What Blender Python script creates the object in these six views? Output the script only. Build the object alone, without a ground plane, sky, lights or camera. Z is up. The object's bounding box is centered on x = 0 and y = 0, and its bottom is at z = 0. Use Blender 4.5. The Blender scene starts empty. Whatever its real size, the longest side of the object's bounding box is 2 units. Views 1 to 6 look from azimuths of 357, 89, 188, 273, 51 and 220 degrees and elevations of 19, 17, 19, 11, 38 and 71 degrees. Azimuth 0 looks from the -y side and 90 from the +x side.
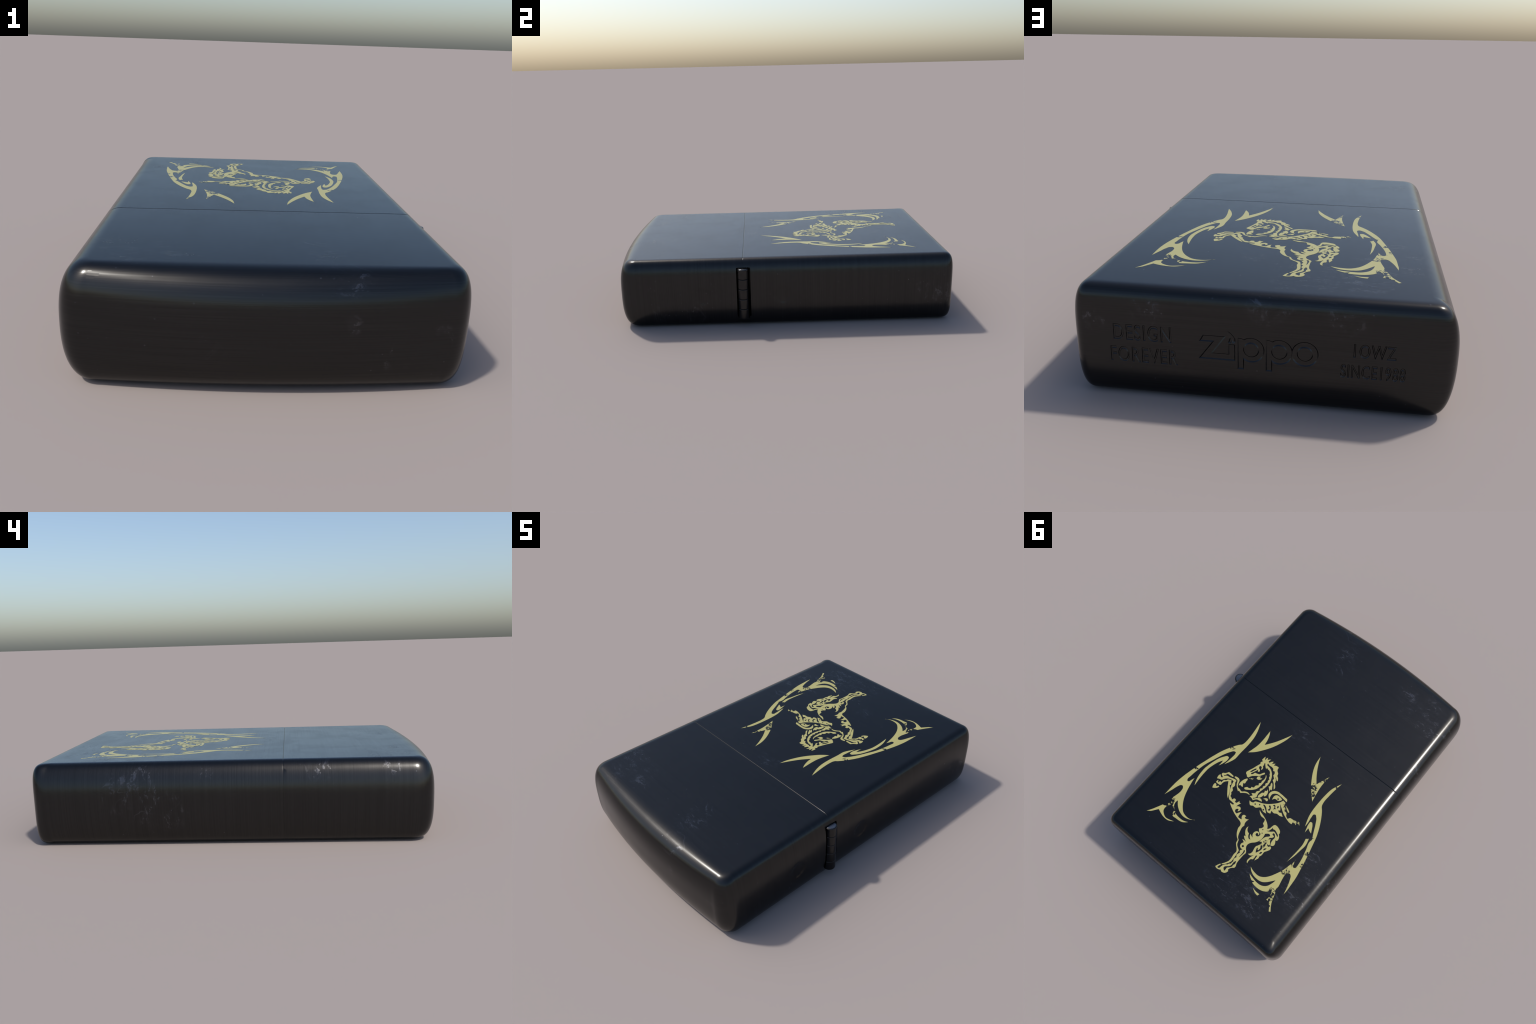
import bpy, bmesh, math, random
import numpy as np
from mathutils import Vector, Matrix
from mathutils.bvhtree import BVHTree

random.seed(7)

# ------------------------------------------------------------------ sizes (m)
H = 0.4068                 # thickness of the lighter, lying on its back
ZM = H / 2
X_MINUS, X_PLUS = -0.670, 0.6455     # cam side (rounded) and hinge side (flatter)
Y_FOOT, Y_HEAD = 1.000, -1.000      # foot end with stamp, domed lid end
DOME = 0.052              # how far the lid end bulges in plan
Y_SEAM = -0.231
# each side: width of the rounding seen from above, superellipse exponent
ROUND = {'cam': (0.104, 2.55), 'hinge': (0.075, 3.25), 'foot': (0.084, 5.2),
         'head': (0.138, 3.0)}

scene = bpy.context.scene


# ------------------------------------------------------------------- helpers
def link(obj, parent=None):
    scene.collection.objects.link(obj)
    if parent is not None:
        obj.parent = parent
    return obj


def mesh_object(name, verts, faces, parent=None, mat=None, smooth=True):
    me = bpy.data.meshes.new(name)
    me.from_pydata([tuple(v) for v in verts], [], faces)
    me.update()
    if smooth:
        me.polygons.foreach_set('use_smooth', [True] * len(me.polygons))
    ob = bpy.data.objects.new(name, me)
    if mat:
        me.materials.append(mat)
    return link(ob, parent)


# ----------------------------------------------------------------- the shell
def outline():
    """Points round the lighter in plan.  Each: outer point, inward direction
    data blended from the two neighbouring sides."""
    # plan radii of the four corners at the waist
    r_fc, r_fh, r_hc, r_hh = 0.072, 0.055, 0.100, 0.085
    rows = []
    def head_y(x):                # arc of the domed lid end
        k = (x - (X_MINUS + X_PLUS) / 2) / 0.6
        return Y_HEAD + DOME * k * k
    def side(pts, name):
        for p in pts:
            rows.append((p, {name: 1.0}))
    def corner(cx, cy, r, a0, a1, s0, s1, n=16):
        for i in range(1, n):
            t = i / n
            a = a0 + (a1 - a0) * t
            w = t * t * (3 - 2 * t)
            rows.append(((cx + r * math.cos(a), cy + r * math.sin(a)), {s0: 1 - w, s1: w}))
    lin, pi = np.linspace, math.pi
    ya = head_y(X_MINUS + r_hc) + r_hc
    yb = head_y(X_PLUS - r_hh) + r_hh
    side([(x, Y_FOOT) for x in lin(X_PLUS - r_fh, X_MINUS + r_fc, 90)], 'foot')
    corner(X_MINUS + r_fc, Y_FOOT - r_fc, r_fc, pi / 2, pi, 'foot', 'cam')
    side([(X_MINUS, y) for y in lin(Y_FOOT - r_fc, ya, 110)], 'cam')
    corner(X_MINUS + r_hc, ya, r_hc, pi, 1.5 * pi, 'cam', 'head')
    side([(x, head_y(x)) for x in lin(X_MINUS + r_hc, X_PLUS - r_hh, 90)], 'head')
    corner(X_PLUS - r_hh, yb, r_hh, 1.5 * pi, 2 * pi, 'head', 'hinge')
    side([(X_PLUS, y) for y in lin(yb, Y_FOOT - r_fh, 150)], 'hinge')
    corner(X_PLUS - r_fh, Y_FOOT - r_fh, r_fh, 0, pi / 2, 'hinge', 'foot')
    return rows


def shell_mesh():
    rows = outline()
    n = len(rows)
    # inner (flat face) rectangle corner-rounded: clamp outer point into it
    ix0 = X_MINUS + ROUND['cam'][0]
    ix1 = X_PLUS - ROUND['hinge'][0]
    iy1 = Y_FOOT - ROUND['foot'][0]
    iy0 = Y_HEAD + ROUND['head'][0]
    ri = 0.022
    inner, expo = [], []
    for (x, y), w in rows:
        expo.append(sum(ROUND[k][1] * v for k, v in w.items()))
        px = min(max(x, ix0), ix1)
        py = min(max(y, iy0), iy1)
        # round the inner corner a little
        cx = min(max(px, ix0 + ri), ix1 - ri)
        cy = min(max(py, iy0 + ri), iy1 - ri)
        dx, dy = px - cx, py - cy
        d = math.hypot(dx, dy)
        if d > ri:
            px, py = cx + dx * ri / d, cy + dy * ri / d
        inner.append((px, py))
    # corners: spread inner points evenly over the inner corner arc
    k = 0
    while k < n:
        if len(rows[k][1]) == 2:
            e = k
            while e < n and len(rows[e][1]) == 2:
                e += 1
            cxo = [p for p, _ in rows[k:e]]
            m = e - k
            sx = 1 if cxo[m // 2][0] > 0 else -1
            sy = 1 if cxo[m // 2][1] > 0 else -1
            ccx = (ix1 - ri) if sx > 0 else ix0 + ri
            ccy = (iy1 - ri) if sy > 0 else iy0 + ri
            for i in range(m):
                t = (i + 1) / (m + 1)
                quad = {(1, 1): 0, (-1, 1): 1, (-1, -1): 2, (1, -1): 3}[(sx, sy)]
                a = quad * math.pi / 2 + t * math.pi / 2
                inner[k + i] = (ccx + ri * math.cos(a), ccy + ri * math.sin(a))
            k = e
        else:
            k += 1
    # side points next to corners: remap so the inner sides span the inner straight parts
    def remap(name, axis, lo, hi):
        idx = [i for i in range(n) if rows[i][1].get(name) == 1.0]
        vals = [rows[i][0][axis] for i in idx]
        a, b = min(vals), max(vals)
        for i, v in zip(idx, vals):
            t = lo + (v - a) / (b - a) * (hi - lo)
            p = list(inner[i]); p[axis] = t
            inner[i] = tuple(p)
    remap('foot', 0, ix0 + ri, ix1 - ri)
    remap('head', 0, ix0 + ri, ix1 - ri)
    remap('cam', 1, iy0 + ri, iy1 - ri)
    remap('hinge', 1, iy0 + ri, iy1 - ri)
    for i in range(n):
        w = rows[i][1]
        if w.get('foot') == 1.0: inner[i] = (inner[i][0], iy1)
        if w.get('head') == 1.0: inner[i] = (inner[i][0], iy0)
        if w.get('cam') == 1.0: inner[i] = (ix0, inner[i][1])
        if w.get('hinge') == 1.0: inner[i] = (ix1, inner[i][1])
    K = 30
    verts, faces = [], []
    def ring(th, flip):
        out = []
        for i, ((x, y), w) in enumerate(rows):
            e = 2.0 / expo[i]
            u = math.sin(th) ** e if th > 0 else 0.0
            v = max(math.cos(th), 0.0) ** e if th < math.pi / 2 - 1e-9 else 0.0
            px = inner[i][0] + (x - inner[i][0]) * u
            py = inner[i][1] + (y - inner[i][1]) * u
            z = ZM + (1 - 2 * flip) * ZM * v
            # shallow round dimples either side of the hinge (spot welds)
            if px > X_PLUS - 0.02:
                for yc in (0.0, -0.47):
                    d = math.hypot(py - yc, z - 0.19)
                    t = min(max((0.052 - d) / 0.014, 0), 1)
                    px -= 0.0028 * t * t * (3 - 2 * t)
            out.append((px, py, z))
        return out
    rings = []
    # angle steps finer towards the flat faces and the waist
    ths = [math.pi / 2 * (0.5 - 0.5 * math.cos(math.pi * t)) for t in np.linspace(0, 1, K)]
    for th in ths:
        rings.append(ring(th, 0))
    for th in reversed(ths[:-1]):
        rings.append(ring(th, 1))
    # keep the big faces dead flat right up to the rounding
    for rg in rings:
        verts += rg
    R = len(rings)
    for j in range(R - 1):
        for i in range(n):
            a, b = j * n + i, j * n + (i + 1) % n
            faces.append((a, a + n, b + n, b))
    def flat(base, z, up):
        c = len(verts)
        for (px, py) in inner:
            cx = min(max(px, ix0 + ri + .004), ix1 - ri - .004)
            cy = min(max(py, iy0 + ri + .004), iy1 - ri - .004)
            dx, dy = px - cx, py - cy
            d = math.hypot(dx, dy) or 1
            verts.append((px - dx / d * .004, py - dy / d * .004, z))
        for i in range(n):
            a, b = base + i, base + (i + 1) % n
            ca, cb = c + i, c + (i + 1) % n
            faces.append((a, b, cb, ca) if up else (b, a, ca, cb))
        loop = tuple(range(c, c + n))
        faces.append(loop if up else loop[::-1])
    flat(0, H, True)
    flat((R - 1) * n, 0.0, False)
    return verts, faces


def half_of(bm_src, keep_negative, name, parent, mat):
    """Cut the shell at the seam, round the lip, close the end."""
    bm = bm_src.copy()
    s = -1 if keep_negative else 1
    gap, lip = 0.0002, 0.0029
    bm.normal_update()
    for off in (gap + lip, gap + lip * 0.45, gap):
        g = bm.verts[:] + bm.edges[:] + bm.faces[:]
        bmesh.ops.bisect_plane(bm, geom=g, plane_co=(0, Y_SEAM + s * off, 0), plane_no=(0, -s, 0),
                               clear_outer=(off == gap), dist=1e-6)
    bm.normal_update()
    moves = []
    for v in bm.verts:
        d = (v.co.y - Y_SEAM) * s
        if d < gap + lip - 1e-5:
            nor = Vector((v.normal.x, 0, v.normal.z)).normalized()
            up = abs(nor.z) ** 6          # the lip is softer on the sides than on the faces
            inset = 0.0014 if d < gap + 1e-5 else 0.0004
            moves.append((v, nor * inset * (0.15 + 0.85 * up)))
    for v, m in moves:
        v.co -= m
    edges = [e for e in bm.edges if e.is_boundary]
    bmesh.ops.holes_fill(bm, edges=edges, sides=0)
    bmesh.ops.recalc_face_normals(bm, faces=bm.faces[:])
    me = bpy.data.meshes.new(name)
    bm.to_mesh(me)
    bm.free()
    ob = bpy.data.objects.new(name, me)
    me.materials.append(mat)
    me.polygons.foreach_set('use_smooth', [True] * len(me.polygons))
    return link(ob, parent)


def carve(target, cutters):
    """Boolean differences, then put the smooth normals of the uncut surface back."""
    me0 = target.data
    bm = bmesh.new(); bm.from_mesh(me0); bm.normal_update()
    bmesh.ops.triangulate(bm, faces=bm.faces[:])
    bvh = BVHTree.FromBMesh(bm)
    bm.faces.ensure_lookup_table()
    for c in cutters:
        m = target.modifiers.new('cut', 'BOOLEAN')
        m.operation = 'DIFFERENCE'; m.solver = 'EXACT'; m.object = c
        m.use_self = c.name.startswith('stamp')
    dg = bpy.context.evaluated_depsgraph_get()
    new = bpy.data.meshes.new_from_object(target.evaluated_get(dg), depsgraph=dg)
    target.modifiers.clear()
    target.data = new
    normals = []
    for p in new.polygons:
        loc, nor, fi, dist = bvh.find_nearest(p.center)
        on = dist < 2e-5 and nor.dot(p.normal) > 0.95
        level = abs(p.normal.z) > 0.99995
        for vi in p.vertices:
            if not on or level:
                normals.append(p.normal.copy()); continue
            co = new.vertices[vi].co
            l2, n2, f2, d2 = bvh.find_nearest(co)
            f = bm.faces[f2]
            a, b, c = (v.co for v in f.verts)
            ar = max((b - a).cross(c - a).length, 1e-12)
            wa = (b - l2).cross(c - l2).length / ar
            wb = (c - l2).cross(a - l2).length / ar
            wc = max(0.0, 1 - wa - wb)
            nn = f.verts[0].normal * wa + f.verts[1].normal * wb + f.verts[2].normal * wc
            if nn.dot(p.normal) < 0.8:
                nn = p.normal
            normals.append(nn.normalized())
    new.polygons.foreach_set('use_smooth', [True] * len(new.polygons))
    new.normals_split_custom_set(normals)
    bm.free()
    for c in cutters:
        bpy.data.objects.remove(c)


# ------------------------------------------------- emblem control points (mm, plan view)
def K(x, y):
    return (x, y, 'corner')


def ring(x, y, r):
    return [(x + r * math.cos(a), y + r * math.sin(a)) for a in np.linspace(0, 2 * math.pi, 9)[:-1]]


FLOURISH_SWOOP_A = [K(318, -66), (291, -3), (280, 44), (277, 99), (280, 180), (281, 226), (293, 260), K(311,
     296), (306, 262), (303, 230), (303, 198), (306, 190), (316, 191), (334, 213), (352, 246), (367, 282),
     (381, 320), (399, 371), (409, 423), (416, 478), (416, 510), (410, 515), (403, 511), (397, 494), K(390,
     474), (382, 516), (370, 564), (350, 615), (323, 654), (296, 677), (269, 684), (240, 682), K(212, 668),
     (243, 689), (279, 697), (317, 689), (352, 667), K(373, 644)]
FLOURISH_SWOOP_B = [(375, 661), (363, 687), (350, 695), (327, 711), (297, 716), (263, 714), K(232, 701), (262,
     726), (307, 733), (336, 732), (342, 723), (355, 701), K(376, 688), (387, 665), K(413, 659), (405, 629),
     (399, 590), (403, 567), (413, 557), (423, 560), (432, 576), (444, 614), K(461, 667), (461, 618), (459,
     564), (451, 504), (438, 443), (427, 397), (412, 344), (395, 287), (375, 232), (352, 186), (333, 154),
     (319, 135), (310, 126), (306, 116), (303, 85), (305, 42), (310, -1), (315, -37)]
FLOURISH_CLAW = [K(477, 811), (460, 786), (441, 750), K(426, 719), (410, 714), (403, 686), K(396, 670), K(382,
     678), (391, 699), (401, 722), (397, 742), (382, 756), (357, 766), (333, 762), K(299, 751), (340, 773),
     (371, 773), (399, 766), K(424, 756), K(452, 794)]
FLOURISH_CRESCENT = [K(332, 325), (330, 303), K(331, 281), (342, 300), (358, 345), (365, 380), (366, 406),
     (365, 444), (361, 488), K(358, 513), (372, 484), (382, 447), (385, 415), (385, 386), (380, 356), (370,
     315), (356, 277), (343, 256), (328, 240), (317, 241), (312, 259), (318, 291)]
FLOURISH_FORK = [K(232, -55), (214, -22), (205, 6), K(200, 38), (183, 15), (160, -20), (136, -65), K(109,
     -122), (113, -87), (129, -32), (150, 17), (180, 67), (214, 112), K(248, 143), (240, 111), (231, 67),
     (229, 21), (231, -26)]
FLOURISH_FORK_001 = [K(-115, -121), (-137, -71), (-166, -19), K(-206, 35), (-214, 11), (-226, -22), K(-239,
     -52), (-236, -9), (-237, 33), (-244, 84), K(-254, 138), (-224, 107), (-199, 81), (-166, 34), (-139, -14),
     (-121, -64)]
FLOURISH_SWOOP_001_A = [K(-325, -65), (-313, -41), (-297, 0), (-289, 59), (-287, 111), (-288, 167), (-293,
     213), (-306, 258), K(-317, 288), (-316, 255), (-311, 215), (-312, 193), (-319, 189), (-333, 199), (-355,
     234), (-374, 274), K(-397, 320), (-394, 339), (-407, 388), (-423, 454), (-427, 485), (-427, 505), (-422,
     515), (-413, 515), (-408, 504), K(-397, 473), (-397, 499), (-391, 517), (-385, 545), (-375, 577), (-362,
     605), (-345, 637), (-322, 665), (-295, 680), (-268, 681), (-240, 675), K(-220, 667), (-240, 686), (-268,
     699), (-299, 702), (-330, 696), (-352, 679), (-370, 658), K(-384, 640), (-377, 670), (-365, 695), (-353,
     706), (-332, 715), (-308, 716), (-275, 711), K(-242, 703)]
FLOURISH_SWOOP_001_B = [(-257, 716), K(-277, 727), K(-294, 722), K(-287, 735), (-317, 740), (-345, 739),
     (-373, 730), (-392, 714), (-396, 702), K(-397, 690), (-410, 710), (-415, 729), K(-412, 757), (-420, 757),
     (-431, 759), (-443, 769), K(-453, 770), K(-452, 779), K(-466, 800), K(-476, 794), (-459, 770), (-445,
     744), (-437, 719), (-426, 689), (-419, 678), (-420, 658), (-415, 631), (-409, 601), (-407, 577), (-413,
     563), (-424, 558), (-434, 564), (-445, 585), (-456, 615), (-463, 641), K(-470, 674), (-472, 652), (-470,
     607), (-466, 554), (-456, 497), (-447, 451), (-436, 402), (-421, 340), (-408, 290), (-383, 228), (-361,
     185), (-335, 145), (-316, 121), (-310, 92), (-311, 52), (-315, 3)]
FLOURISH_CRESCENT_001 = [K(-338, 316), (-331, 293), (-323, 260), (-324, 241), (-334, 238), (-345, 248), (-358,
     270), K(-371, 295), (-355, 290), K(-339, 280)]
FLOURISH_CRESCENT_002 = [K(-365, 339), K(-380, 326), (-387, 350), (-390, 366), (-385, 418), (-378, 467),
     K(-365, 515), (-368, 481), (-371, 446), (-373, 408), (-373, 380)]
FLOURISH_CLAW_001 = [K(-307, 752), (-336, 758), K(-364, 758), K(-359, 773), (-338, 769)]
HORSE_FORELEG_A = [K(284, 390), (289, 374), (288, 362), K(283, 355), (275, 363), (266, 366), K(262, 361),
     (270, 357), (278, 353), (281, 342), (268, 332), K(254, 312), (233, 312), K(214, 314), (214, 321), (226,
     324), (245, 326), (251, 327), (257, 340), K(264, 347), K(261, 350), (247, 337), (229, 334), (207, 327),
     (191, 324), (183, 325), (180, 339), (169, 355), K(172, 375), (159, 387), K(159, 401), (150, 411), (147,
     421), (135, 426), (126, 431), (121, 419), (111, 417), (105, 420), (103, 431), K(92, 431), K(84, 409),
     (78, 418), K(67, 415), (74, 432)]
HORSE_FORELEG_B = [K(78, 448), (69, 440), (56, 437), (47, 444), (45, 456), K(53, 468), (55, 459), (57, 454),
     (64, 457), (68, 464), (67, 472), (58, 479), K(48, 480), (41, 466), K(28, 455), (30, 468), (29, 482),
     K(26, 491), (13, 491), K(2, 489), (13, 474), (14, 465), (8, 458), (-3, 456), K(-8, 457), K(-6, 468),
     (-13, 470), (-23, 467), K(-33, 460), (-29, 477), (-29, 493), K(-36, 508), (-33, 524), (-38, 547), (-46,
     571), (-54, 585), (-67, 595), (-71, 606), (-77, 619), (-90, 630), (-107, 641)]
HORSE_FORELEG_C = [(-111, 658), (-114, 681), (-116, 704), (-116, 718), (-110, 733), (-101, 748), K(-86, 765),
     K(-79, 764), (-92, 744), (-101, 725), (-102, 704), (-98, 677), (-99, 655), (-92, 644), (-78, 631), (-65,
     617), (-59, 597), (-46, 588), (-34, 576), (-21, 554), (-16, 541), (-15, 522), (-9, 511), (2, 505), (23,
     500), (57, 490), (91, 475), (113, 463), K(124, 455), (112, 454), (101, 452), K(99, 446), (118, 444),
     (143, 441), (149, 435), (161, 417), (174, 397), (185, 374), K(194, 340), (214, 341), (231, 349), (245,
     362), (257, 380), (269, 383)]
HORSE_HOOF = [K(267, 452), (272, 443), (275, 429), (273, 419), K(262, 419), (254, 428), K(248, 418), (239,
     419), (242, 432), (253, 444)]
HORSE_FORELEG_001 = [K(274, 411), (274, 399), K(271, 390), K(262, 404), K(258, 389), K(247, 391), (246, 374),
     (243, 368), K(234, 364), (228, 352), (218, 346), K(206, 342), (201, 352), (191, 363), K(195, 373), (186,
     381), (174, 397), (168, 407), K(149, 444), (163, 434), (182, 412), (201, 387), K(218, 360), (230, 372),
     (235, 380), K(238, 397), (237, 402), (241, 409), (256, 412)]
HORSE_THROAT = [K(208, 317), (207, 310), (193, 305), (180, 305), (170, 311), (162, 330), (156, 344), (145,
     352), (133, 353), (115, 357), (100, 345), (81, 338), K(64, 341), K(65, 346), (80, 347), (97, 356), K(113,
     370), K(130, 365), K(132, 372), (149, 360), (164, 347), (174, 330), (179, 322), (193, 319)]
HORSE_CHIN = [K(153, 342), (158, 327), (157, 307), (148, 282), (139, 273), (136, 275), (133, 293), (132, 308),
     K(141, 311), K(127, 332), (133, 334), K(146, 332)]
HORSE_BRIDLE = [K(136, 267), (126, 258), K(110, 247), K(111, 258), (121, 263)]
HORSE_BRIDLE_001 = [K(98, 239), (100, 225), K(84, 211), K(84, 223), K(70, 214), (71, 223), K(85, 239)]
HORSE_JAW = [K(118, 331), (116, 326), (105, 314), (94, 313), K(85, 306), K(89, 299), K(73, 291), (74, 279),
     K(60, 263), (67, 254), K(59, 242), (62, 231), (59, 213), (61, 199), K(71, 182), (60, 188), (50, 209),
     (47, 235), (48, 262), (55, 289), (69, 308), (87, 323), (112, 335)]
HORSE_HEAD_A = [(169, 253), (173, 244), (169, 230), (158, 203), (150, 177), K(141, 151), K(147, 142), K(140,
     128), K(150, 126), (149, 108), K(145, 92), (140, 104), K(134, 115), (134, 101), K(129, 88), K(123, 103),
     (116, 94), K(106, 87), K(111, 107), K(102, 110), (97, 98), K(87, 88), (84, 97), K(86, 109), (78, 98),
     K(68, 90), K(70, 106), (56, 99), (43, 97), K(36, 99), (35, 111), (28, 121), (16, 130), (10, 144), (-4,
     155), K(-13, 170), (-8, 172), (6, 163), K(15, 158), (2, 169), (-5, 179), (-9, 191), (-20, 202), (-29,
     216), K(-27, 227), (-15, 212), (-2, 197), K(16, 184), K(15, 172), K(33, 158), (33, 146), K(42, 134),
     K(51, 137), K(59, 126), (73, 123), (90, 124), K(105, 120)]
HORSE_HEAD_B = [K(103, 130), (97, 131), (79, 134), (59, 143), (42, 158), (28, 179), (19, 206), (18, 236), (22,
     264), (27, 287), (28, 307), (23, 331), K(35, 345), K(32, 348), (14, 328), (0, 319), (-14, 322), K(-22,
     330), (-7, 334), (8, 337), K(27, 358), (41, 352), K(60, 351), K(47, 335), K(63, 328), K(43, 314), (46,
     305), K(33, 285), (40, 276), K(30, 262), (35, 255), K(28, 238), (35, 231), K(29, 216), (35, 207), K(34,
     193), (41, 189), K(46, 174), (54, 168), (58, 159), K(71, 150), (79, 150), K(92, 145), K(90, 156), (101,
     149), K(120, 129), K(123, 132), K(117, 143), (118, 151), (110, 160), K(109, 177), (114, 176), (119, 164),
     (129, 161), (133, 166), (130, 175), (114, 185), (113, 196), K(122, 199), K(126, 189), (135, 212), K(145,
     233), (140, 236), (134, 229), K(130, 215), (115, 211), (101, 205), (94, 193), (82, 178), (78, 181), (86,
     202), (94, 215), (112, 229), (128, 243), K(140, 265), (152, 265), (158, 259)]
HORSE_MANE = [K(10, 230), (4, 223), (9, 210), K(10, 198), (1, 203), (-12, 220), K(-24, 239), (-15, 237),
     K(-17, 254), (-3, 241)]
HORSE_MANE_001 = [(16, 325), (20, 316), (19, 300), K(14, 284), (7, 280), K(10, 264), (1, 260), K(2, 246),
     (-10, 257), (-16, 271), (-17, 285), K(-10, 297), K(-4, 291), (-1, 306), K(6, 320)]
SADDLE_BUCKLE = [K(-14, 312), (-18, 305), (-28, 295), (-37, 293), (-43, 298), (-44, 307), (-37, 311), K(-30,
     307)]
SADDLE_ARCH = [K(-49, 293), (-35, 283), (-23, 268), (-23, 249), (-34, 231), (-53, 220), (-80, 218), (-112,
     220), (-131, 223), K(-139, 238), (-120, 236), (-88, 233), (-64, 234), (-48, 243), (-40, 255), (-41, 272)]
SADDLE_SEAT = [K(-60, 283), (-56, 267), (-56, 253), (-64, 241), (-78, 237), (-95, 238), K(-109, 243), (-100,
     259), (-90, 265), (-75, 265), K(-67, 269)]
SADDLE_BLANKET = [K(42, 368), (29, 370), (16, 365), (11, 353), (-4, 345), (-28, 335), (-58, 317), (-83, 294),
     (-103, 271), K(-116, 242), K(-137, 245), (-141, 260), (-161, 278), K(-161, 288), (-180, 290), (-191,
     305), K(-207, 313), (-213, 302), (-243, 295), K(-272, 281), K(-288, 300), (-273, 300), K(-261, 292),
     K(-269, 313), K(-245, 309), K(-246, 325), (-226, 325), (-203, 319), (-168, 305), (-139, 287), K(-114,
     271), (-134, 291), K(-142, 302), K(-132, 308), (-143, 314), K(-155, 307), K(-178, 322), (-160, 330),
     (-137, 331), (-123, 339), K(-102, 336), K(-108, 354), (-89, 359), (-60, 339), K(-47, 334), K(-39, 339),
     (-58, 347), K(-89, 370), (-64, 372), (-40, 362), (-16, 382), (6, 384), (17, 391), (33, 381)]
SADDLE_STRAP = [K(-138, 254), (-153, 257), K(-190, 275), K(-187, 284), (-165, 272)]
HORSE_HINDQUARTERS_A = [K(-42, 375), (-59, 382), (-81, 388), (-107, 397), (-127, 408), (-142, 420), K(-154,
     437), (-162, 424), (-165, 407), (-168, 396), (-172, 390), (-190, 387), (-207, 392), (-222, 401), (-228,
     412), K(-227, 418), (-240, 432), (-245, 447), (-243, 457), K(-234, 459), (-244, 473), (-248, 487), (-241,
     498), K(-230, 502), (-223, 487), (-220, 466), (-221, 451), (-213, 439), (-204, 433), (-198, 435), (-199,
     443), (-210, 445), (-214, 448), (-211, 459), (-200, 470), K(-199, 481), K(-209, 470), (-214, 483), (-225,
     498), (-226, 505), K(-212, 507), (-219, 514), (-228, 514), K(-232, 505), (-244, 510), (-246, 521), (-239,
     538), (-229, 554)]
HORSE_HINDQUARTERS_B = [(-229, 573), (-228, 583), (-224, 591), (-226, 604), (-220, 620), K(-216, 631), (-212,
     616), K(-211, 597), (-206, 600), (-206, 615), (-204, 630), (-195, 636), (-192, 649), K(-195, 668), (-188,
     665), (-182, 654), (-183, 637), K(-192, 607), (-183, 619), (-170, 624), K(-160, 622), (-170, 612), (-173,
     599), (-169, 577), (-168, 559), (-175, 546), (-180, 529), K(-180, 517), K(-165, 526), (-168, 506), (-175,
     482), (-191, 457), (-188, 455), K(-163, 468), (-167, 486), (-167, 507), (-162, 526), (-151, 544), (-134,
     562), (-125, 580), (-126, 594), (-133, 606)]
HORSE_HINDQUARTERS_C = [(-145, 619), (-149, 626), (-147, 642), (-146, 670), (-146, 690), (-148, 707), (-155,
     725), K(-154, 736), (-145, 743), (-136, 755), K(-133, 767), (-138, 770), (-138, 780), (-130, 793), (-116,
     799), (-105, 798), K(-101, 793), (-89, 800), (-74, 802), K(-61, 798), (-67, 782), K(-75, 767), K(-82,
     770), (-76, 784), (-75, 793), (-85, 792), (-88, 778), (-93, 762), K(-102, 750), K(-110, 746), (-114,
     735), (-120, 731), (-122, 716), K(-124, 710), (-118, 702), K(-122, 680), (-114, 669), (-116, 658),
     K(-120, 647), (-113, 641), K(-119, 623), (-107, 624), (-94, 615), (-91, 606), K(-97, 586), K(-77, 576),
     (-93, 574), K(-107, 575), (-92, 570), K(-74, 557), (-76, 552), K(-83, 552), (-69, 540)]
HORSE_HINDQUARTERS_D = [(-58, 524), (-54, 510), K(-59, 492), (-62, 507), (-70, 518), K(-88, 526), (-96, 542),
     (-107, 550), K(-117, 549), (-106, 542), (-99, 533), K(-96, 521), (-107, 527), K(-119, 531), (-109, 521),
     (-105, 507), (-109, 492), (-118, 484), (-132, 485), (-138, 493), K(-136, 502), (-133, 496), (-126, 493),
     (-121, 497), (-122, 506), (-131, 510), (-141, 504), K(-142, 485), (-134, 484), K(-113, 465), (-124, 453),
     K(-128, 442), (-124, 435), (-113, 429), (-109, 411), K(-105, 402), (-95, 401), (-77, 401), (-60, 393)]
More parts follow.
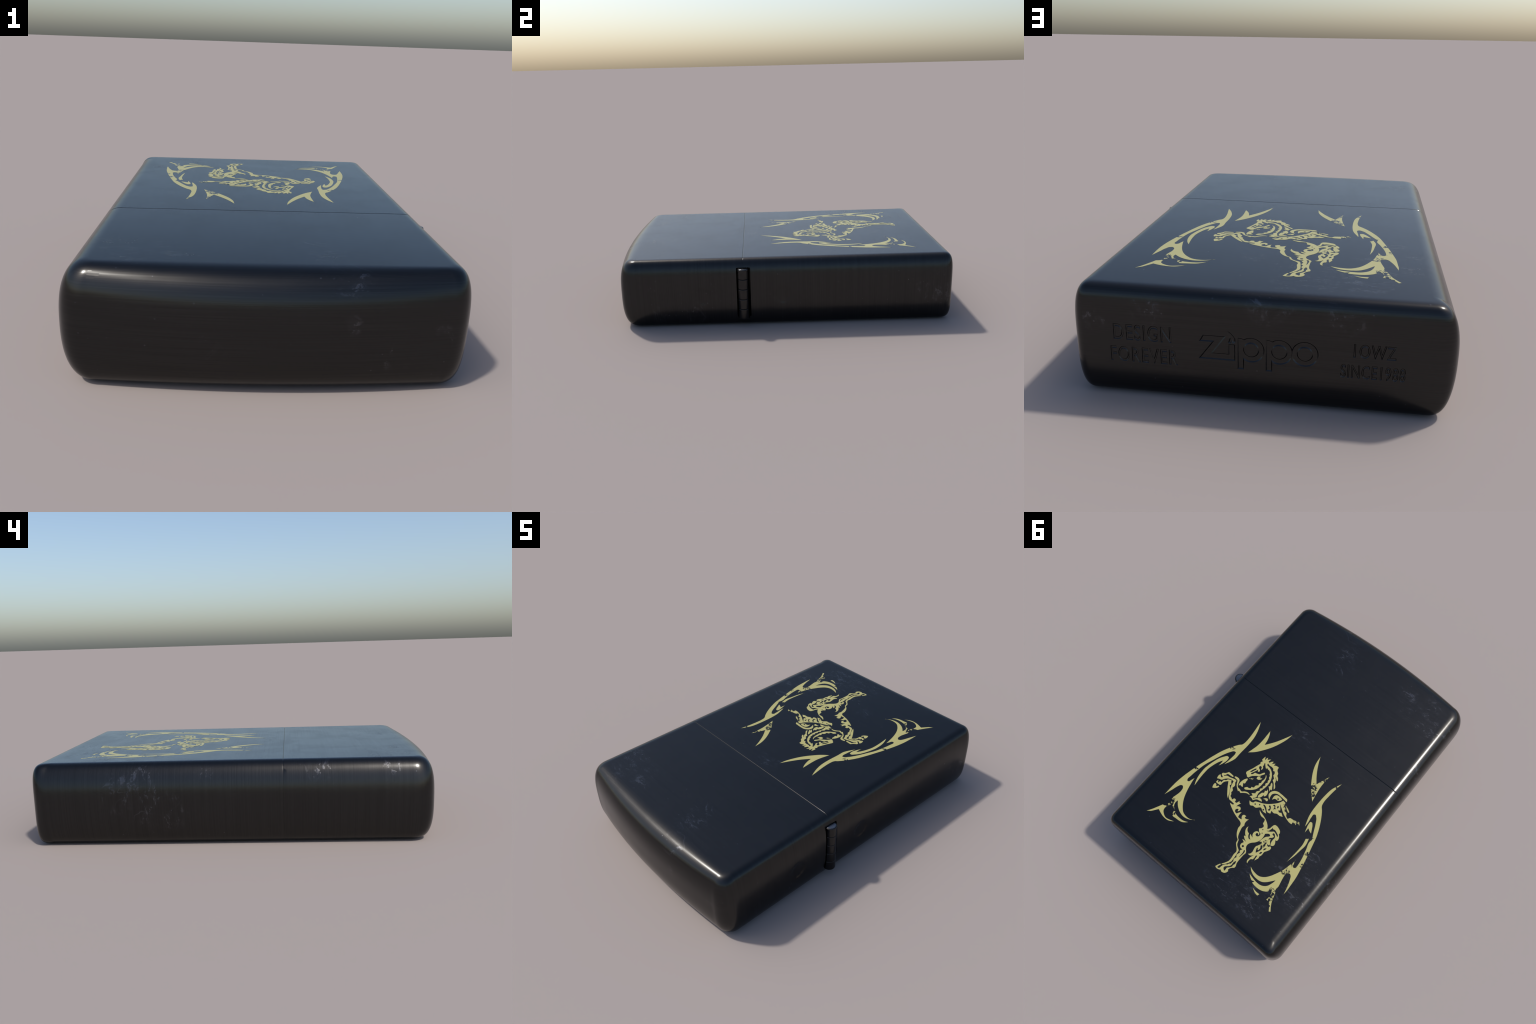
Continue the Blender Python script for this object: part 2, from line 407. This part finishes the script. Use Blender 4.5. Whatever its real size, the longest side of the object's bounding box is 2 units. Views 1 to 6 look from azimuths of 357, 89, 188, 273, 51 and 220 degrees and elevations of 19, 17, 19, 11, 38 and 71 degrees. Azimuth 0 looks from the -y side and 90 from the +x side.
EMBLEM = [
    ('flourish_swoop', FLOURISH_SWOOP_A + FLOURISH_SWOOP_B, [
    ]),
    ('flourish_claw', FLOURISH_CLAW, [
    ]),
    ('flourish_crescent', FLOURISH_CRESCENT, [
    ]),
    ('flourish_fork', FLOURISH_FORK, [
    ]),
    ('flourish_fork', FLOURISH_FORK_001, [
    ]),
    ('flourish_swoop', FLOURISH_SWOOP_001_A + FLOURISH_SWOOP_001_B, [
    ]),
    ('flourish_crescent', FLOURISH_CRESCENT_001, [
    ]),
    ('flourish_crescent', FLOURISH_CRESCENT_002, [
    ]),
    ('flourish_claw', FLOURISH_CLAW_001, [
    ]),
    ('horse_foreleg', HORSE_FORELEG_A + HORSE_FORELEG_B + HORSE_FORELEG_C, [
    ]),
    ('horse_hoof', HORSE_HOOF, [
    ]),
    ('horse_foreleg', HORSE_FORELEG_001, [
    ]),
    ('horse_throat', HORSE_THROAT, [
    ]),
    ('horse_chin', HORSE_CHIN, [
    ]),
    ('horse_bridle', HORSE_BRIDLE, [
    ]),
    ('horse_bridle', HORSE_BRIDLE_001, [
    ]),
    ('horse_jaw', HORSE_JAW, [
    ]),
    ('horse_head', HORSE_HEAD_A + HORSE_HEAD_B, [
        [K(156, 230), (151, 211), K(141, 190), (138, 191), (143, 210), (152, 228)],
    ]),
    ('horse_mane', HORSE_MANE, [
    ]),
    ('horse_mane', HORSE_MANE_001, [
    ]),
    ('saddle_buckle', SADDLE_BUCKLE, [
    ]),
    ('saddle_arch', SADDLE_ARCH, [
    ]),
    ('saddle_seat', SADDLE_SEAT, [
        ring(-86, 255, 4.6),
    ]),
    ('saddle_blanket', SADDLE_BLANKET, [
        ring(0, 366, 3.7),
        ring(-23, 352, 3.5),
        ring(-60, 362, 4.2),
        [K(-71, 323), (-74, 316), (-82, 320), (-91, 334), (-90, 345), (-81, 344), (-84, 337), K(-83, 329)],
        [K(-88, 305), (-92, 297), (-98, 297), (-109, 310), K(-117, 311), (-108, 317), K(-107, 323), (-104,
         317), (-103, 309), K(-97, 303)],
        [K(-119, 303), (-113, 294), (-114, 288), (-119, 289), K(-121, 297)],
    ]),
    ('saddle_strap', SADDLE_STRAP, [
    ]),
    ('horse_hindquarters', HORSE_HINDQUARTERS_A + HORSE_HINDQUARTERS_B + HORSE_HINDQUARTERS_C + HORSE_HINDQUARTERS_D, [
        [K(-134, 671), (-134, 656), (-134, 633), (-131, 620), (-135, 620), (-139, 629), (-138, 650)],
        [(-105, 773), (-106, 765), (-113, 757), (-124, 747), (-130, 736), (-130, 714), K(-135, 698), (-139,
         707), (-141, 716), (-137, 728), (-138, 737), (-128, 752), (-119, 763), (-120, 773), K(-119, 785),
         (-112, 780)],
        ring(-109, 607, 5.8),
        [K(-217, 550), (-215, 542), K(-225, 529), (-224, 538)],
        [K(-213, 581), (-211, 575), (-215, 565), (-219, 564), (-219, 573)],
        [K(-192, 588), (-185, 577), (-181, 564), K(-184, 557), (-187, 566), (-194, 569), (-196, 561), (-196,
         551), (-189, 539), (-192, 532), (-200, 537), (-205, 550), (-201, 568)],
        ring(-136, 457, 2.6),
        ring(-146, 476, 2.6),
        [K(-157, 449), (-168, 439), (-173, 424), K(-175, 410), (-179, 416), (-192, 414), (-211, 420), (-228,
         430), K(-230, 437), (-212, 428), (-194, 424), (-180, 436)],
        [(-197, 526), (-199, 510), K(-199, 498), (-204, 512), (-207, 524), (-197, 529)],
    ]),
]


# ----------------------------------------------------------------- materials
class Nodes:
    """Small helper to wire node trees."""
    def __init__(self, name):
        self.mat = bpy.data.materials.new(name)
        self.mat.use_nodes = True
        self.t = self.mat.node_tree
        self.t.nodes.clear()
        self.out = self.t.nodes.new('ShaderNodeOutputMaterial')

    def n(self, kind, **kw):
        nd = self.t.nodes.new('ShaderNode' + kind)
        for k, v in kw.items():
            setattr(nd, k, v)
        return nd

    def put(self, sock, val):
        if hasattr(val, 'is_output'):
            self.t.links.new(val, sock)
        else:
            sock.default_value = val

    def math(self, op, a, b=0.0, clamp=False):
        nd = self.n('Math', operation=op, use_clamp=clamp)
        self.put(nd.inputs[0], a)
        self.put(nd.inputs[1], b)
        return nd.outputs[0]

    def vmath(self, op, a, b=(0, 0, 0)):
        nd = self.n('VectorMath', operation=op)
        self.put(nd.inputs[0], a)
        self.put(nd.inputs[1], b)
        return nd.outputs['Value'] if op in ('DISTANCE', 'LENGTH', 'DOT_PRODUCT') else nd.outputs[0]

    def noise(self, vec, scale, detail=3.0, rough=0.55, dist=0.0):
        nd = self.n('TexNoise')
        self.put(nd.inputs['Vector'], vec)
        nd.inputs['Scale'].default_value = scale
        nd.inputs['Detail'].default_value = detail
        nd.inputs['Roughness'].default_value = rough
        nd.inputs['Distortion'].default_value = dist
        return nd.outputs[0]

    def ramp(self, fac, lo, hi, a=0.0, b=1.0):
        nd = self.n('MapRange')
        nd.interpolation_type = 'SMOOTHSTEP'
        self.put(nd.inputs['Value'], fac)
        nd.inputs['From Min'].default_value = lo
        nd.inputs['From Max'].default_value = hi
        nd.inputs['To Min'].default_value = a
        nd.inputs['To Max'].default_value = b
        return nd.outputs[0]

    def mix(self, fac, a, b):
        nd = self.n('Mix', data_type='RGBA')
        self.put(nd.inputs['Factor'], fac)
        self.put(nd.inputs['A'], a)
        self.put(nd.inputs['B'], b)
        return nd.outputs['Result']

    def stretch(self, vec, s):
        nd = self.n('Mapping')
        self.put(nd.inputs['Vector'], vec)
        nd.inputs['Scale'].default_value = s
        return nd.outputs[0]

    def spots(self, vec, places):
        """1 inside any of the given blobs (x, y, z, radius), fading outwards."""
        total = None
        for (x, y, z, r) in places:
            d = self.vmath('DISTANCE', vec, (x, y, z))
            m = self.ramp(d, r * 1.1, r * 0.4)
            total = m if total is None else self.math('MAXIMUM', total, m)
        return total


LACQUER = (0.0445, 0.0448, 0.0445, 1)
SCUFF = (0.098, 0.100, 0.110, 1)

# where the lacquer is rubbed: (x, y, z, radius)
SCUFFED = [(0.248, -0.918, 0.40, 0.06), (0.185, -0.850, H, 0.09), (0.175, -0.750, H, 0.09), (0.145, -0.690, H, 0.08),
           (-0.286, -0.794, H, 0.08), (-0.345, -0.691, H, 0.06), (-0.470, -0.800, H, 0.10), (-0.515, -0.700, H, 0.10),
           (0.045, -0.140, H, 0.09), (-0.456, 0.400, H, 0.08), (-0.485, 0.530, H, 0.11), (-0.500, 0.650, H, 0.12),
           (-0.350, 0.542, H, 0.06), (-0.221, 0.742, H, 0.09), (-0.360, 0.815, H, 0.14), (-0.150, 0.860, H, 0.15),
           (0.080, 0.620, H, 0.07), (-0.060, 0.700, H, 0.08),
           (-0.660, 0.560, 0.27, 0.12), (-0.660, 0.420, 0.22, 0.14), (-0.665, 0.330, 0.17, 0.11), (-0.640, 0.450, 0.34, 0.10),
           (-0.640, 0.140, 0.35, 0.05), (-0.630, -0.400, 0.37, 0.08), (-0.62, -0.75, 0.37, 0.06),
           (0.644, 0.840, 0.200, 0.07), (0.640, 0.930, 0.180, 0.08), (0.640, -0.690, 0.09, 0.08), (0.640, -0.520, 0.08, 0.08),
           (0.645, -0.773, 0.221, 0.03), (-0.190, -0.990, 0.17, 0.05), (0.244, -0.990, 0.25, 0.04), (0.400, -0.980, 0.13, 0.06),
           (0.540, -0.970, 0.20, 0.05), (0.240, -0.930, 0.38, 0.08), (0.380, 0.995, 0.33, 0.07), (-0.300, 0.995, 0.35, 0.08),
           (0.560, 0.99, 0.29, 0.06), (-0.050, 0.97, 0.39, 0.10)]


def lacquer_nodes(N):
    """Brushed black lacquer: colour, roughness and bump normal."""
    tc = N.n('TexCoord')
    P = tc.outputs['Object']
    geo = N.n('NewGeometry')
    sep = N.n('SeparateXYZ')
    N.put(sep.inputs[0], geo.outputs['Normal'])
    ends = N.ramp(N.math('ABSOLUTE', sep.outputs[1]), 0.45, 0.75)
    # brushing runs along x over the faces and wraps round the long sides
    b1 = N.noise(N.stretch(P, (2.0, 330.0, 2.0)), 1.0, 2.0)
    b2 = N.noise(N.stretch(P, (2.0, 2.0, 330.0)), 1.0, 2.0)
    nd = N.n('Mix', data_type='FLOAT')
    N.put(nd.inputs[0], ends); N.put(nd.inputs[2], b1); N.put(nd.inputs[3], b2)
    brush = nd.outputs[0]
    # cloudy handling marks
    cloud = N.noise(P, 5.0, 4.0, 0.6, 0.4)
    # rubbed patches: soft smears drawn out along the brushing, broken up by finer noise
    streak = N.noise(N.stretch(P, (13.0, 26.0, 13.0)), 1.0, 8.0, 0.70, 0.8)
    flake = N.noise(N.stretch(P, (38.0, 70.0, 38.0)), 1.0, 4.0, 0.62, 1.2)
    fine = N.noise(P, 60.0, 3.0, 0.6)
    where = N.spots(P, SCUFFED)
    haze = N.math('MULTIPLY', N.ramp(streak, 0.46, 0.66), 0.24)
    chips = N.ramp(N.math('ADD', streak, N.math('MULTIPLY', N.math('SUBTRACT', flake, 0.5), 0.55)), 0.585, 0.635)
    rub = N.math('MULTIPLY', N.math('MAXIMUM', haze, N.math('MULTIPLY', chips, 0.85)), where)
    # faint rubbing anywhere
    rub = N.math('MAXIMUM', rub, N.ramp(streak, 0.66, 0.82, 0.0, 0.35))
    # small chips and dust specks
    vor = N.n('TexVoronoi')
    N.put(vor.inputs['Vector'], P)
    vor.inputs['Scale'].default_value = 34.0
    pick = N.n('SeparateColor')
    N.put(pick.inputs[0], vor.outputs['Color'])
    size = N.ramp(pick.outputs[0], 0.25, 1.0, 0.0, 0.105)
    speck = N.math('LESS_THAN', vor.outputs['Distance'], size)
    speck = N.math('MULTIPLY', speck, N.ramp(pick.outputs[1], 0.0, 1.0, 0.15, 0.75))
    # hair scratches: thin iso-lines of a slow noise inside the rubbed areas
    line = N.math('ABSOLUTE', N.math('SUBTRACT', N.noise(P, 3.6, 2.0, 0.5, 0.9), 0.5))
    hair = N.math('MULTIPLY', N.ramp(line, 0.0045, 0.0005), N.ramp(where, 0.05, 0.6))
    hair = N.math('MULTIPLY', hair, N.ramp(N.noise(P, 9.0, 2.0), 0.50, 0.62))
    wear = N.math('MAXIMUM', N.math('MAXIMUM', rub, speck), N.math('MULTIPLY', hair, 0.5))
    col = N.mix(N.math('MULTIPLY', wear, 0.85), LACQUER, SCUFF)
    # the brushing shows most on the narrow walls
    swing = N.ramp(N.math('ABSOLUTE', sep.outputs[2]), 0.6, 0.95, 0.20, 0.11)
    tone = N.math('ADD', 1.0, N.math('MULTIPLY', N.math('SUBTRACT', N.ramp(brush, 0.3, 0.7), 0.5), swing))
    hsv = N.n('HueSaturation')
    N.put(hsv.inputs['Color'], col)
    N.put(hsv.inputs['Value'], tone)
    rough = N.math('ADD', N.ramp(brush, 0.3, 0.7, ROUGH - 0.012, ROUGH + 0.012), N.ramp(cloud, 0.35, 0.7, -0.015, 0.02))
    rough = N.math('ADD', rough, N.math('MULTIPLY', wear, 0.05))
    bump = N.n('Bump')
    bump.inputs['Strength'].default_value = 0.25
    bump.inputs['Distance'].default_value = 0.002
    N.put(bump.inputs['Height'], N.math('ADD', N.math('MULTIPLY', brush, 0.012), N.math('MULTIPLY', wear, 0.35)))
    return P, hsv.outputs[0], rough, bump.outputs[0], fine


ROUGH = 0.22


def lacquer():
    N = Nodes('black_lacquer')
    P, col, rough, nor, fine = lacquer_nodes(N)
    b = N.n('BsdfPrincipled')
    N.put(b.inputs['Base Color'], col)
    N.put(b.inputs['Roughness'], rough)
    N.put(b.inputs['Normal'], nor)
    b.inputs['Metallic'].default_value = 1.0
    N.put(N.out.inputs[0], b.outputs[0])
    return N.mat


def plain_black(name, col, rough, metal=1.0):
    N = Nodes(name)
    tc = N.n('TexCoord')
    v = N.noise(tc.outputs['Object'], 40.0, 3.0)
    b = N.n('BsdfPrincipled')
    N.put(b.inputs['Base Color'], N.mix(v, tuple(c * 0.8 for c in col) + (1,), tuple(c * 1.2 for c in col) + (1,)))
    N.put(b.inputs['Roughness'], N.ramp(v, 0.3, 0.7, rough - 0.04, rough + 0.04))
    b.inputs['Metallic'].default_value = metal
    N.put(N.out.inputs[0], b.outputs[0])
    return N.mat


# places where the gold paint has rubbed off: (x, y, z, radius)
PAINT_WORN = [(0.339, 0.176, H, 0.026), (0.425, 0.418, H, 0.020), (0.398, 0.690, H, 0.040), (0.352, 0.712, H, 0.040),
              (0.403, 0.665, H, 0.030), (-0.206, 0.066, H, 0.040), (-0.226, 0.100, H, 0.035), (-0.228, -0.008, H, 0.040),
              (-0.242, -0.064, H, 0.020), (-0.311, -0.027, H, 0.016), (-0.378, 0.318, H, 0.034), (-0.432, 0.406, H, 0.026),
              (-0.408, 0.494, H, 0.036), (-0.446, 0.479, H, 0.022), (-0.392, 0.564, H, 0.040), (-0.412, 0.703, H, 0.040),
              (-0.420, 0.746, H, 0.045), (0.119, 0.257, H, 0.022), (-0.193, 0.529, H, 0.026), (-0.195, 0.504, H, 0.022),
              (-0.151, 0.256, H, 0.034), (-0.263, 0.301, H, 0.034)]


def gold_paint():
    N = Nodes('gold_paint')
    P, col, rough, nor, fine = lacquer_nodes(N)
    grain = N.noise(P, 85.0, 4.0, 0.65)
    spots = N.spots(P, PAINT_WORN)
    lost = N.ramp(N.math('ADD', grain, N.math('MULTIPLY', spots, 0.315)), 0.77, 0.83)
    tint = N.mix(N.noise(P, 14.0, 3.0), (0.335, 0.308, 0.112, 1), (0.365, 0.335, 0.125, 1))
    a = N.n('BsdfPrincipled')
    N.put(a.inputs['Base Color'], tint)
    a.inputs['Roughness'].default_value = 0.33
    a.inputs['Specular IOR Level'].default_value = 0.5
    b = N.n('BsdfPrincipled')
    N.put(b.inputs['Base Color'], col)
    N.put(b.inputs['Roughness'], rough)
    N.put(b.inputs['Normal'], nor)
    b.inputs['Metallic'].default_value = 1.0
    mx = N.n('MixShader')
    N.put(mx.inputs[0], lost)
    N.put(mx.inputs[1], a.outputs[0])
    N.put(mx.inputs[2], b.outputs[0])
    N.put(N.out.inputs[0], mx.outputs[0])
    return N.mat


# ------------------------------------------------------------------ the emblem
def smooth_path(points, steps=7):
    """Closed contour through control points; K() marks sharp corners."""
    n = len(points)
    P = [Vector(p[:2]) for p in points]
    sharp = [len(p) > 2 for p in points]
    def tangent(i):
        a, b, c = P[i - 1], P[i], P[(i + 1) % n]
        d1, d2 = (b - a).length, (c - b).length
        if d1 < 1e-6 or d2 < 1e-6:
            return Vector((0, 0))
        return ((b - a) / d1 * d2 + (c - b) / d2 * d1) / (d1 + d2)
    out = []
    for i in range(n):
        j = (i + 1) % n
        seg = (P[j] - P[i]).length
        t0 = Vector((0, 0)) if sharp[i] else tangent(i)
        t1 = Vector((0, 0)) if sharp[j] else tangent(j)
        chord = (P[j] - P[i])
        m0 = (t0 * seg) if not sharp[i] else (chord * 1.5 - t1 * seg * 0.5 if not sharp[j] else chord)
        m1 = (t1 * seg) if not sharp[j] else (chord * 1.5 - t0 * seg * 0.5 if not sharp[i] else chord)
        k = max(2, min(steps, int(seg / 3) + 1))
        for s in range(k):
            t = s / k
            h00 = 2 * t**3 - 3 * t**2 + 1
            h10 = t**3 - 2 * t**2 + t
            h01 = -2 * t**3 + 3 * t**2
            h11 = t**3 - t**2
            out.append(P[i] * h00 + m0 * h10 + P[j] * h01 + m1 * h11)
    return out


def thinned(path, amount):
    """Pull a closed contour in (positive) or let a hole grow (negative)."""
    n = len(path)
    area = sum(path[i - 1].x * path[i].y - path[i].x * path[i - 1].y for i in range(n))
    s = amount if area > 0 else -amount
    res = []
    for i in range(n):
        d1 = (path[i] - path[i - 1])
        d2 = (path[(i + 1) % n] - path[i])
        d = (d1.normalized() if d1.length > 1e-6 else d2) + (d2.normalized() if d2.length > 1e-6 else d1)
        if d.length > 0.35:
            d.normalize()
            res.append(path[i] + Vector((-d.y, d.x)) * s)
        else:
            res.append(path[i])
    return res


def flat_shape(name, loops, extrude, bevel=0.0, offset=0.0):
    """Filled 2D curve from closed point loops, as a mesh."""
    cu = bpy.data.curves.new(name, 'CURVE')
    cu.dimensions = '2D'
    cu.fill_mode = 'BOTH'
    cu.extrude = extrude
    cu.bevel_depth = bevel
    cu.bevel_resolution = 0
    cu.offset = offset
    for lp in loops:
        sp = cu.splines.new('POLY')
        sp.points.add(len(lp) - 1)
        for q, p in zip(sp.points, lp):
            q.co = (p[0], p[1], 0, 1)
        sp.use_cyclic_u = True
    return curve_to_mesh(cu, name)


def curve_to_mesh(cu, name):
    ob = bpy.data.objects.new(name, cu)
    scene.collection.objects.link(ob)
    dg = bpy.context.evaluated_depsgraph_get()
    me = bpy.data.meshes.new_from_object(ob.evaluated_get(dg), depsgraph=dg)
    bpy.data.objects.remove(ob)
    me.name = name
    return me


def paint_emblem(parent, mat):
    for i, (name, contour, holes) in enumerate(EMBLEM):
        loops = [[p * 0.001 for p in thinned(smooth_path(contour), 0.8)]]
        for h in holes:
            loops.append([p * 0.001 for p in thinned(smooth_path(h, 5), -0.8)])
        me = flat_shape(name, loops, 0.0002)
        me.transform(Matrix.Translation((0, 0, H + 0.0001 + i * 0.00001)))
        me.materials.clear()
        me.materials.append(mat)
        ob = bpy.data.objects.new(name, me)
        link(ob, parent)


# ------------------------------------------------------------------ the stamp
DEPTH = 0.0036
LETTER_DEPTH = 0.0026


def place_on_foot(me):
    """2D stamp plane (u to the reader's right, v up) -> foot end, cut inwards."""
    for v in me.vertices:
        u, w, d = v.co
        v.co = (-u, Y_FOOT - 0.0002 + (d + 0.0030) * 0.85, w)
    me.update()


def stamp_cutter(me):
    bm = bmesh.new(); bm.from_mesh(me)
    bmesh.ops.remove_doubles(bm, verts=bm.verts[:], dist=1e-6)
    bmesh.ops.recalc_face_normals(bm, faces=bm.faces[:])
    bm.to_mesh(me); bm.free()
    ob = bpy.data.objects.new('stamp_cutter', me)
    return link(ob)


def stamp_word(word, u0, u1, v0, v1):
    cu = bpy.data.curves.new('stamp', 'FONT')
    cu.body = word
    cu.size = 1.0
    cu.space_character = 1.12
    cu.resolution_u = 4
    ob = bpy.data.objects.new('stamp', cu)
    scene.collection.objects.link(ob)
    bpy.context.view_layer.update()
    bb = [Vector(c) for c in ob.bound_box]
    x0, x1 = min(c.x for c in bb), max(c.x for c in bb)
    y0, y1 = min(c.y for c in bb), max(c.y for c in bb)
    bpy.data.objects.remove(ob)
    s = (v1 - v0) / (y1 - y0)
    cu.extrude = 0.0030 / s
    cu.bevel_depth = LETTER_DEPTH / s
    cu.bevel_resolution = 0
    cu.offset = -0.0012 / s
    me = curve_to_mesh(cu, 'stamp')
    kx = (u1 - u0) / (x1 - x0)
    for v in me.vertices:
        v.co = (u0 + (v.co.x - x0) * kx, v0 + (v.co.y - y0) * s, v.co.z * s * -1)
    place_on_foot(me)
    return stamp_cutter(me)


def arc(cx, cy, r, a0, a1, n):
    return [(cx + r * math.cos(math.radians(a)), cy + r * math.sin(math.radians(a))) for a in np.linspace(a0, a1, n)]


def stamp_outline(loops):
    me = flat_shape('stamp', loops, 0.0030, DEPTH, -DEPTH * 0.75)
    for v in me.vertices:
        v.co.z *= -1
    place_on_foot(me)
    return stamp_cutter(me)


def stamp_logo():
    """Rounded lower-case logo: slanting Z run into the i, two p, one o."""
    cut = []
    # u = -x of the measured letters
    z_and_i = [(-0.178, 0.255), (-0.101, 0.255), (-0.147, 0.191), (-0.091, 0.191), (-0.091, 0.227), (-0.069, 0.227),
               (-0.069, 0.168), (-0.193, 0.168), (-0.145, 0.233), (-0.190, 0.233)]
    cut.append(stamp_outline([z_and_i]))
    # flame-shaped dot on the i
    flame = [(-0.094, 0.276), (-0.080, 0.266), (-0.068, 0.250), (-0.068, 0.238), (-0.074, 0.232), (-0.079, 0.238), (-0.083, 0.231), (-0.091, 0.234), (-0.086, 0.250)]
    cut.append(stamp_outline([flame]))
    for c, stem in ((-0.014, -0.059), (0.081, 0.037)):
        ro, ri, cy = 0.0445, 0.0245, 0.2120
        # bowl joined to the stem
        outer = [(stem, 0.254), (stem + 0.014, 0.252), (stem + 0.021, 0.249)]
        outer += [p for p in arc(c, cy, ro, 112, -112, 40)]
        outer += [(stem + 0.020, 0.176), (stem + 0.020, 0.139), (stem, 0.139)]
        inner = arc(c, cy, ri, 0, 360, 33)[:-1]
        cut.append(stamp_outline([outer, inner]))
    cut.append(stamp_outline([arc(0.1665, 0.2120, 0.0445, 0, 360, 49)[:-1], arc(0.1665, 0.2120, 0.0245, 0, 360, 33)[:-1]]))
    return cut


# ------------------------------------------------------------------ the hinge
def capsule_prism(y0, y1, z0, z1, x0, x1):
    """Box with rounded edges used to sink the hinge slot."""
    bm = bmesh.new()
    bmesh.ops.create_cube(bm, size=1.0)
    for v in bm.verts:
        v.co = ((x0 + x1) / 2 + v.co.x * (x1 - x0), (y0 + y1) / 2 + v.co.y * (y1 - y0), (z0 + z1) / 2 + v.co.z * (z1 - z0))
    bmesh.ops.bevel(bm, geom=bm.edges[:], offset=0.006, segments=3, affect='EDGES', profile=0.5)
    me = bpy.data.meshes.new('slot_cutter')
    bm.to_mesh(me); bm.free()
    return link(bpy.data.objects.new('slot_cutter', me))


HINGE_Y, HINGE_X, HINGE_R = -0.231, 0.6355, 0.0345
HINGE_Z0, HINGE_Z1 = 0.052, 0.355


def turned(profile, seg=40):
    """Surface of revolution about z from (radius, height) pairs."""
    verts, faces = [], []
    for r, z in profile:
        for k in range(seg):
            a = 2 * math.pi * k / seg
            verts.append((HINGE_X + r * math.cos(a), HINGE_Y + r * math.sin(a), z))
    for j in range(len(profile) - 1):
        for k in range(seg):
            k2 = (k + 1) % seg
            faces.append((j * seg + k, j * seg + k2, (j + 1) * seg + k2, (j + 1) * seg + k))
    return verts, faces


def knuckle_profile(z0, z1, rim):
    """Rolled barrel section with rounded rims; rim is the rounding radius at the top."""
    R, b = HINGE_R, 0.0016
    prof = [(0.0, z0), (R - 3 * b, z0), (R - 1.4 * b, z0), (R - 0.4 * b, z0 + 0.4 * b), (R, z0 + 1.4 * b), (R, z0 + 2.6 * b)]
    prof += [(R, z1 - rim * 1.8), (R, z1 - rim), (R - 0.3 * rim, z1 - 0.3 * rim), (R - rim, z1), (R - 1.8 * rim, z1), (0.0, z1)]
    return prof


def build_hinge(parent, mat, pin_mat):
    hinge = bpy.data.objects.new('hinge', None)
    link(hinge, parent)
    n = 5
    length = (HINGE_Z1 - HINGE_Z0) / n
    for i in range(n):
        z0 = HINGE_Z0 + i * length
        v, f = turned(knuckle_profile(z0 + 0.0007, z0 + length - 0.0007, 0.004 if i == n - 1 else 0.0018))
        weld(mesh_object('hinge_knuckle', v, f, hinge, mat))
    # polished pin head showing in the top knuckle
    r = HINGE_R - 0.0065
    v, f = turned([(r, HINGE_Z1 - 0.004), (r, HINGE_Z1 - 0.0002), (r - 0.0006, HINGE_Z1 + 0.0004), (r - 0.003, HINGE_Z1 + 0.0006), (0.0, HINGE_Z1 + 0.0006)])
    weld(mesh_object('hinge_pin', v, f, hinge, pin_mat))


def weld(ob):
    bm = bmesh.new(); bm.from_mesh(ob.data)
    bmesh.ops.remove_doubles(bm, verts=bm.verts[:], dist=1e-6)
    bmesh.ops.recalc_face_normals(bm, faces=bm.faces[:])
    bm.to_mesh(ob.data); bm.free()


# ------------------------------------------------------------------- assemble
def build():
    root = bpy.data.objects.new('pocket_lighter', None)
    root['label'] = 'black flip-top pocket lighter with gold tribal horse emblem'
    root['category'] = 'lighter'
    link(root)
    black = lacquer()
    gold = gold_paint()
    slot_black = plain_black('slot_shadow_black', (0.006, 0.006, 0.006), 0.6, 0.0)  # slot and hollow walls painted near-black, their shade is in the colour
    pin_metal = plain_black('hinge_pin_steel', (0.14, 0.15, 0.165), 0.25)  # base lightened and blued to carry the sky reflection on the cap
    hinge_metal = plain_black('hinge_black_metal', (0.0445, 0.0445, 0.0445), 0.2)

    v, f = shell_mesh()
    me = bpy.data.meshes.new('shell')
    me.from_pydata(v, [], f)
    bm = bmesh.new(); bm.from_mesh(me)
    bmesh.ops.remove_doubles(bm, verts=bm.verts[:], dist=1e-7)
    bmesh.ops.recalc_face_normals(bm, faces=bm.faces[:])
    lid = half_of(bm, True, 'lid', root, black)
    case = half_of(bm, False, 'case', root, black)
    bm.free()

    slot = dict(y0=HINGE_Y - 0.0385, y1=HINGE_Y + 0.043, z0=0.060, z1=0.359, x1=0.70)
    stamps = [stamp_word('DESIGN', -0.491, -0.289, 0.2165, 0.273),
              stamp_word('FOREVER', -0.505, -0.269, 0.1335, 0.189),
              stamp_word('1OWZ', 0.327, 0.463, 0.2155, 0.263),
              stamp_word('SINCE1988', 0.287, 0.497, 0.1395, 0.1875)] + stamp_logo()
    for c in stamps:
        c.data.materials.append(black)
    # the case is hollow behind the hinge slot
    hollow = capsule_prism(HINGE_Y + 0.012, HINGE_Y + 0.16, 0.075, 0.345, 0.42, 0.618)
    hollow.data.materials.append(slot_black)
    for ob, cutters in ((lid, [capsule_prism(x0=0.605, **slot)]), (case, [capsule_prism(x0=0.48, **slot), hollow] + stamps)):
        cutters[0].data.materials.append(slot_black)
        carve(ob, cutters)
    build_hinge(root, hinge_metal, pin_metal)
    paint_emblem(case, gold)


build()
